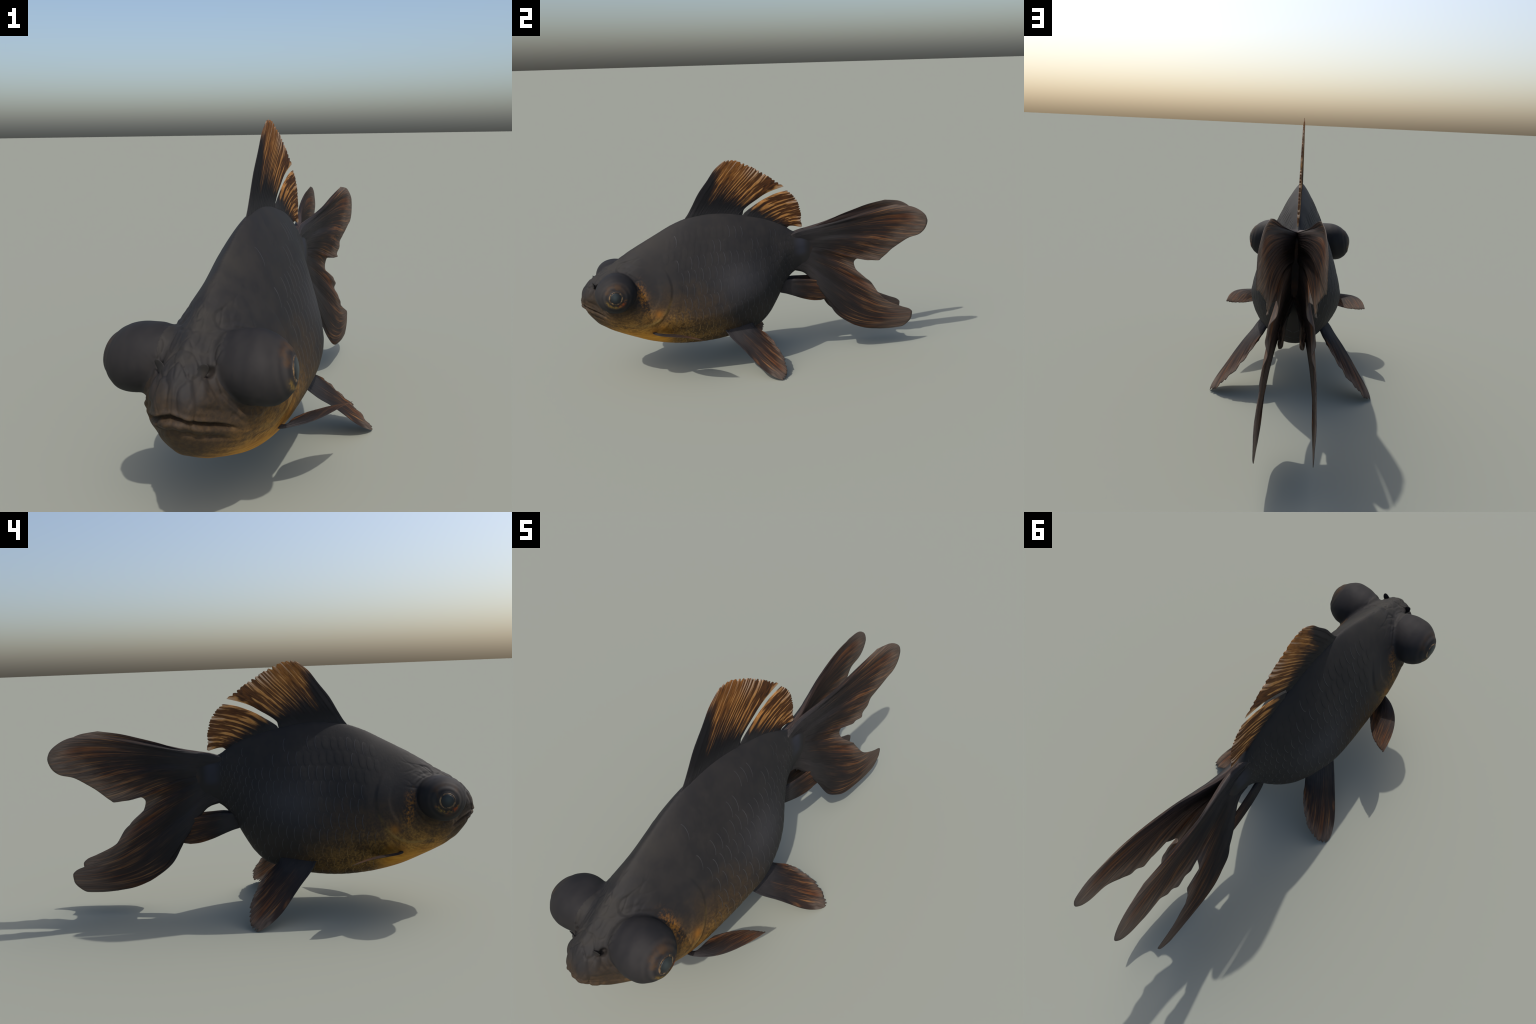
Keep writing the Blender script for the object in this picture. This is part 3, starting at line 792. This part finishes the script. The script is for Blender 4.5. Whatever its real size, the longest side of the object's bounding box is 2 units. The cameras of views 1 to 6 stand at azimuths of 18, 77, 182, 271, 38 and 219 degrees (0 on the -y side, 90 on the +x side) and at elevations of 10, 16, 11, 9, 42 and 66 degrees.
# ------------------------------------------------------------------ scales
def scale_rim():
    T = Tree("scale_rim")
    y, z = T.y, T.z
    med = T.noise(scale=30, detail=3)
    gold = T.ss(.42, .26, z + (med - .5) * .12) * T.ss(-.12, -.40, y)
    col = T.mix(T.ss(.35, .7, med), (.027, .026, .028), (.046, .044, .047))
    col = T.mix(gold * T.ss(.3, .6, med), col, (.30, .17, .045))
    return T.finish(col, .5, .3)
M_rim = scale_rim()

# lay out rows over the half girth (fraction 0 = belly, 1 = back)
ys = np.linspace(-.62, .24, 130)
vv = np.concatenate([-np.sin(np.linspace(np.pi/2, 0, 60)), np.sin(np.linspace(0, np.pi/2, 60))[1:]])
def girth(yq):
    zt, zb = float(hermite(yq, *BACK.T)), float(hermite(yq, *BELLY.T))
    w, mm, nt_, nb_ = (float(hermite(yq, SY, c)) for c in (SW, SM, ST, SB))
    zm = zb + (zt - zb) * mm
    n = np.where(vv > 0, nt_, nb_)
    xs = w * np.maximum(1 - np.abs(vv) ** n, 0) ** (1 / n)
    zs = np.where(vv > 0, zm + vv * (zt - zm), zm + vv * (zm - zb))
    L = np.r_[0, np.cumsum(np.hypot(np.diff(xs), np.diff(zs)))]
    return xs, zs, L
tables = [girth(a) for a in ys]
def on_girth(yq, fr):
    i = int(np.clip(round((yq - ys[0]) / (ys[1] - ys[0])), 0, len(ys) - 1))
    xs, zs, L = tables[i]
    return np.interp(fr * L[-1], L, xs), np.interp(fr * L[-1], L, zs), L[-1]

ROWS = 11
scales = []
# columns step forward to back, shrinking with the girth; odd rows sit half a step further back
cols_y = [-.56]
while cols_y[-1] < .20:
    cols_y.append(cols_y[-1] + .0385 * (on_girth(cols_y[-1], .5)[2] / .95) ** .6)
cols_y = np.array(cols_y)
for side_ in (1, -1):
    r2 = random.Random(11 if side_ > 0 else 12)
    for row in range(ROWS):
        fr = .045 + row * .0825
        for k in range(len(cols_y) - 1):
            step = cols_y[k + 1] - cols_y[k]
            yq = cols_y[k] + (.5 * step if row % 2 else 0) + step * r2.uniform(-.05, .05)
            xx, zz, L = on_girth(yq, fr)
            gdist = math.hypot(yq + .703, zz - .525)
            if (gdist > .187 + .032 or yq > -.47) and -.545 < yq < .19 and zz < .83 and not (row == 0 and yq > .06):
                plain = row >= 9 and r2.random() < .6 or (yq < -.45 and zz > .62 and r2.random() < .7)
                scales.append((side_, yq, fr + r2.uniform(-.004, .004), step, L * .0825 * 1.15, plain))

def scale_mesh(side_, yq, fr, step, hgt, plain):
    ln = step * 1.55
    nu, nw = 9, 13
    top, bot = [], []
    for i in range(nu):
        for j in range(nw):
            w = -1 + 2 * j / (nw - 1)
            u = (.955 * i / (nu - 2)) if i < nu - 1 else 1.0
            # rounded free edge at the back, narrower root in front
            reach = ln * (.70 + .30 * math.sqrt(max(0, 1 - abs(w) ** 1.9)))
            yy = yq - ln * .60 + reach * (u if u < .88 else u)
            fr2 = fr + w * .5 * .0825 * 1.12
            i2 = np.clip((yy - ys[0]) / (ys[1] - ys[0]), 0, len(ys) - 1.001)
            a_, b_ = int(i2), i2 - int(i2)
            xx = zz = 0
            for t_, wt in ((tables[a_], 1 - b_), (tables[a_ + 1], b_)):
                xx += wt * np.interp(fr2 * t_[2][-1], t_[2], t_[0]); zz += wt * np.interp(fr2 * t_[2][-1], t_[2], t_[1])
            q_, n_, *_ = bvh.find_nearest(Vector((side_ * xx, yy, zz)))
            h = -.0010 + .0016 * min(u * 1.25, 1) - .0011 * abs(w) ** 4
            top.append(q_ + n_ * h); bot.append(q_ - n_ * .004)
    return top, bot, nu, nw
scales_built = []
for sc in scales:
    top, bot, nu, nw = scale_mesh(*sc)
    n = nu * nw
    id_ = np.arange(n).reshape(nu, nw)
    F_, mi = [], []
    for i in range(nu - 1):
        for j in range(nw - 1):
            F_.append((id_[i, j], id_[i, j + 1], id_[i + 1, j + 1], id_[i + 1, j])); mi.append(1 if i == nu - 2 and not sc[5] else 0)
    m_ = len(F_)
    F_ += [tuple(int(v_) + n for v_ in f_[::-1]) for f_ in F_]; mi += [0] * m_
    loop = list(id_[0, :-1]) + list(id_[:-1, -1]) + list(id_[-1, :0:-1]) + list(id_[:0:-1, 0])
    for a_, b_ in zip(loop, loop[1:] + loop[:1]):
        F_.append((b_, a_, a_ + n, b_ + n)); mi.append(1 if a_ >= (nu - 1) * nw and b_ >= (nu - 1) * nw and not sc[5] else 0)
    if sc[0] > 0: pass
    else: F_ = [f_[::-1] for f_ in F_]
    scales_built.append((sc[3] * sc[4], top + bot, F_, mi))
scales_built.sort(key=lambda a: -a[0])
torso = parts[1]
for size, vs, F_, mi in scales_built[:300]:
    o = new_object("scale", vs, F_, [M_body, M_rim], torso)
    o.data.polygons.foreach_set("material_index", mi)
    o.data.set_sharp_from_angle(angle=.6)
if len(scales_built) > 300:
    vs, fs, ms, nb = [], [], [], 0
    for size, v_, F_, mi in scales_built[300:]:
        vs += v_; fs += [tuple(int(q_) + nb for q_ in f_) for f_ in F_]; ms += mi; nb += len(v_)
    o = new_object("small_scales", vs, fs, [M_body, M_rim], torso)
    o.data.polygons.foreach_set("material_index", ms)
    o.data.set_sharp_from_angle(angle=.6)
    o["kind"] = "stuff"
print("SCALES", len(scales_built))
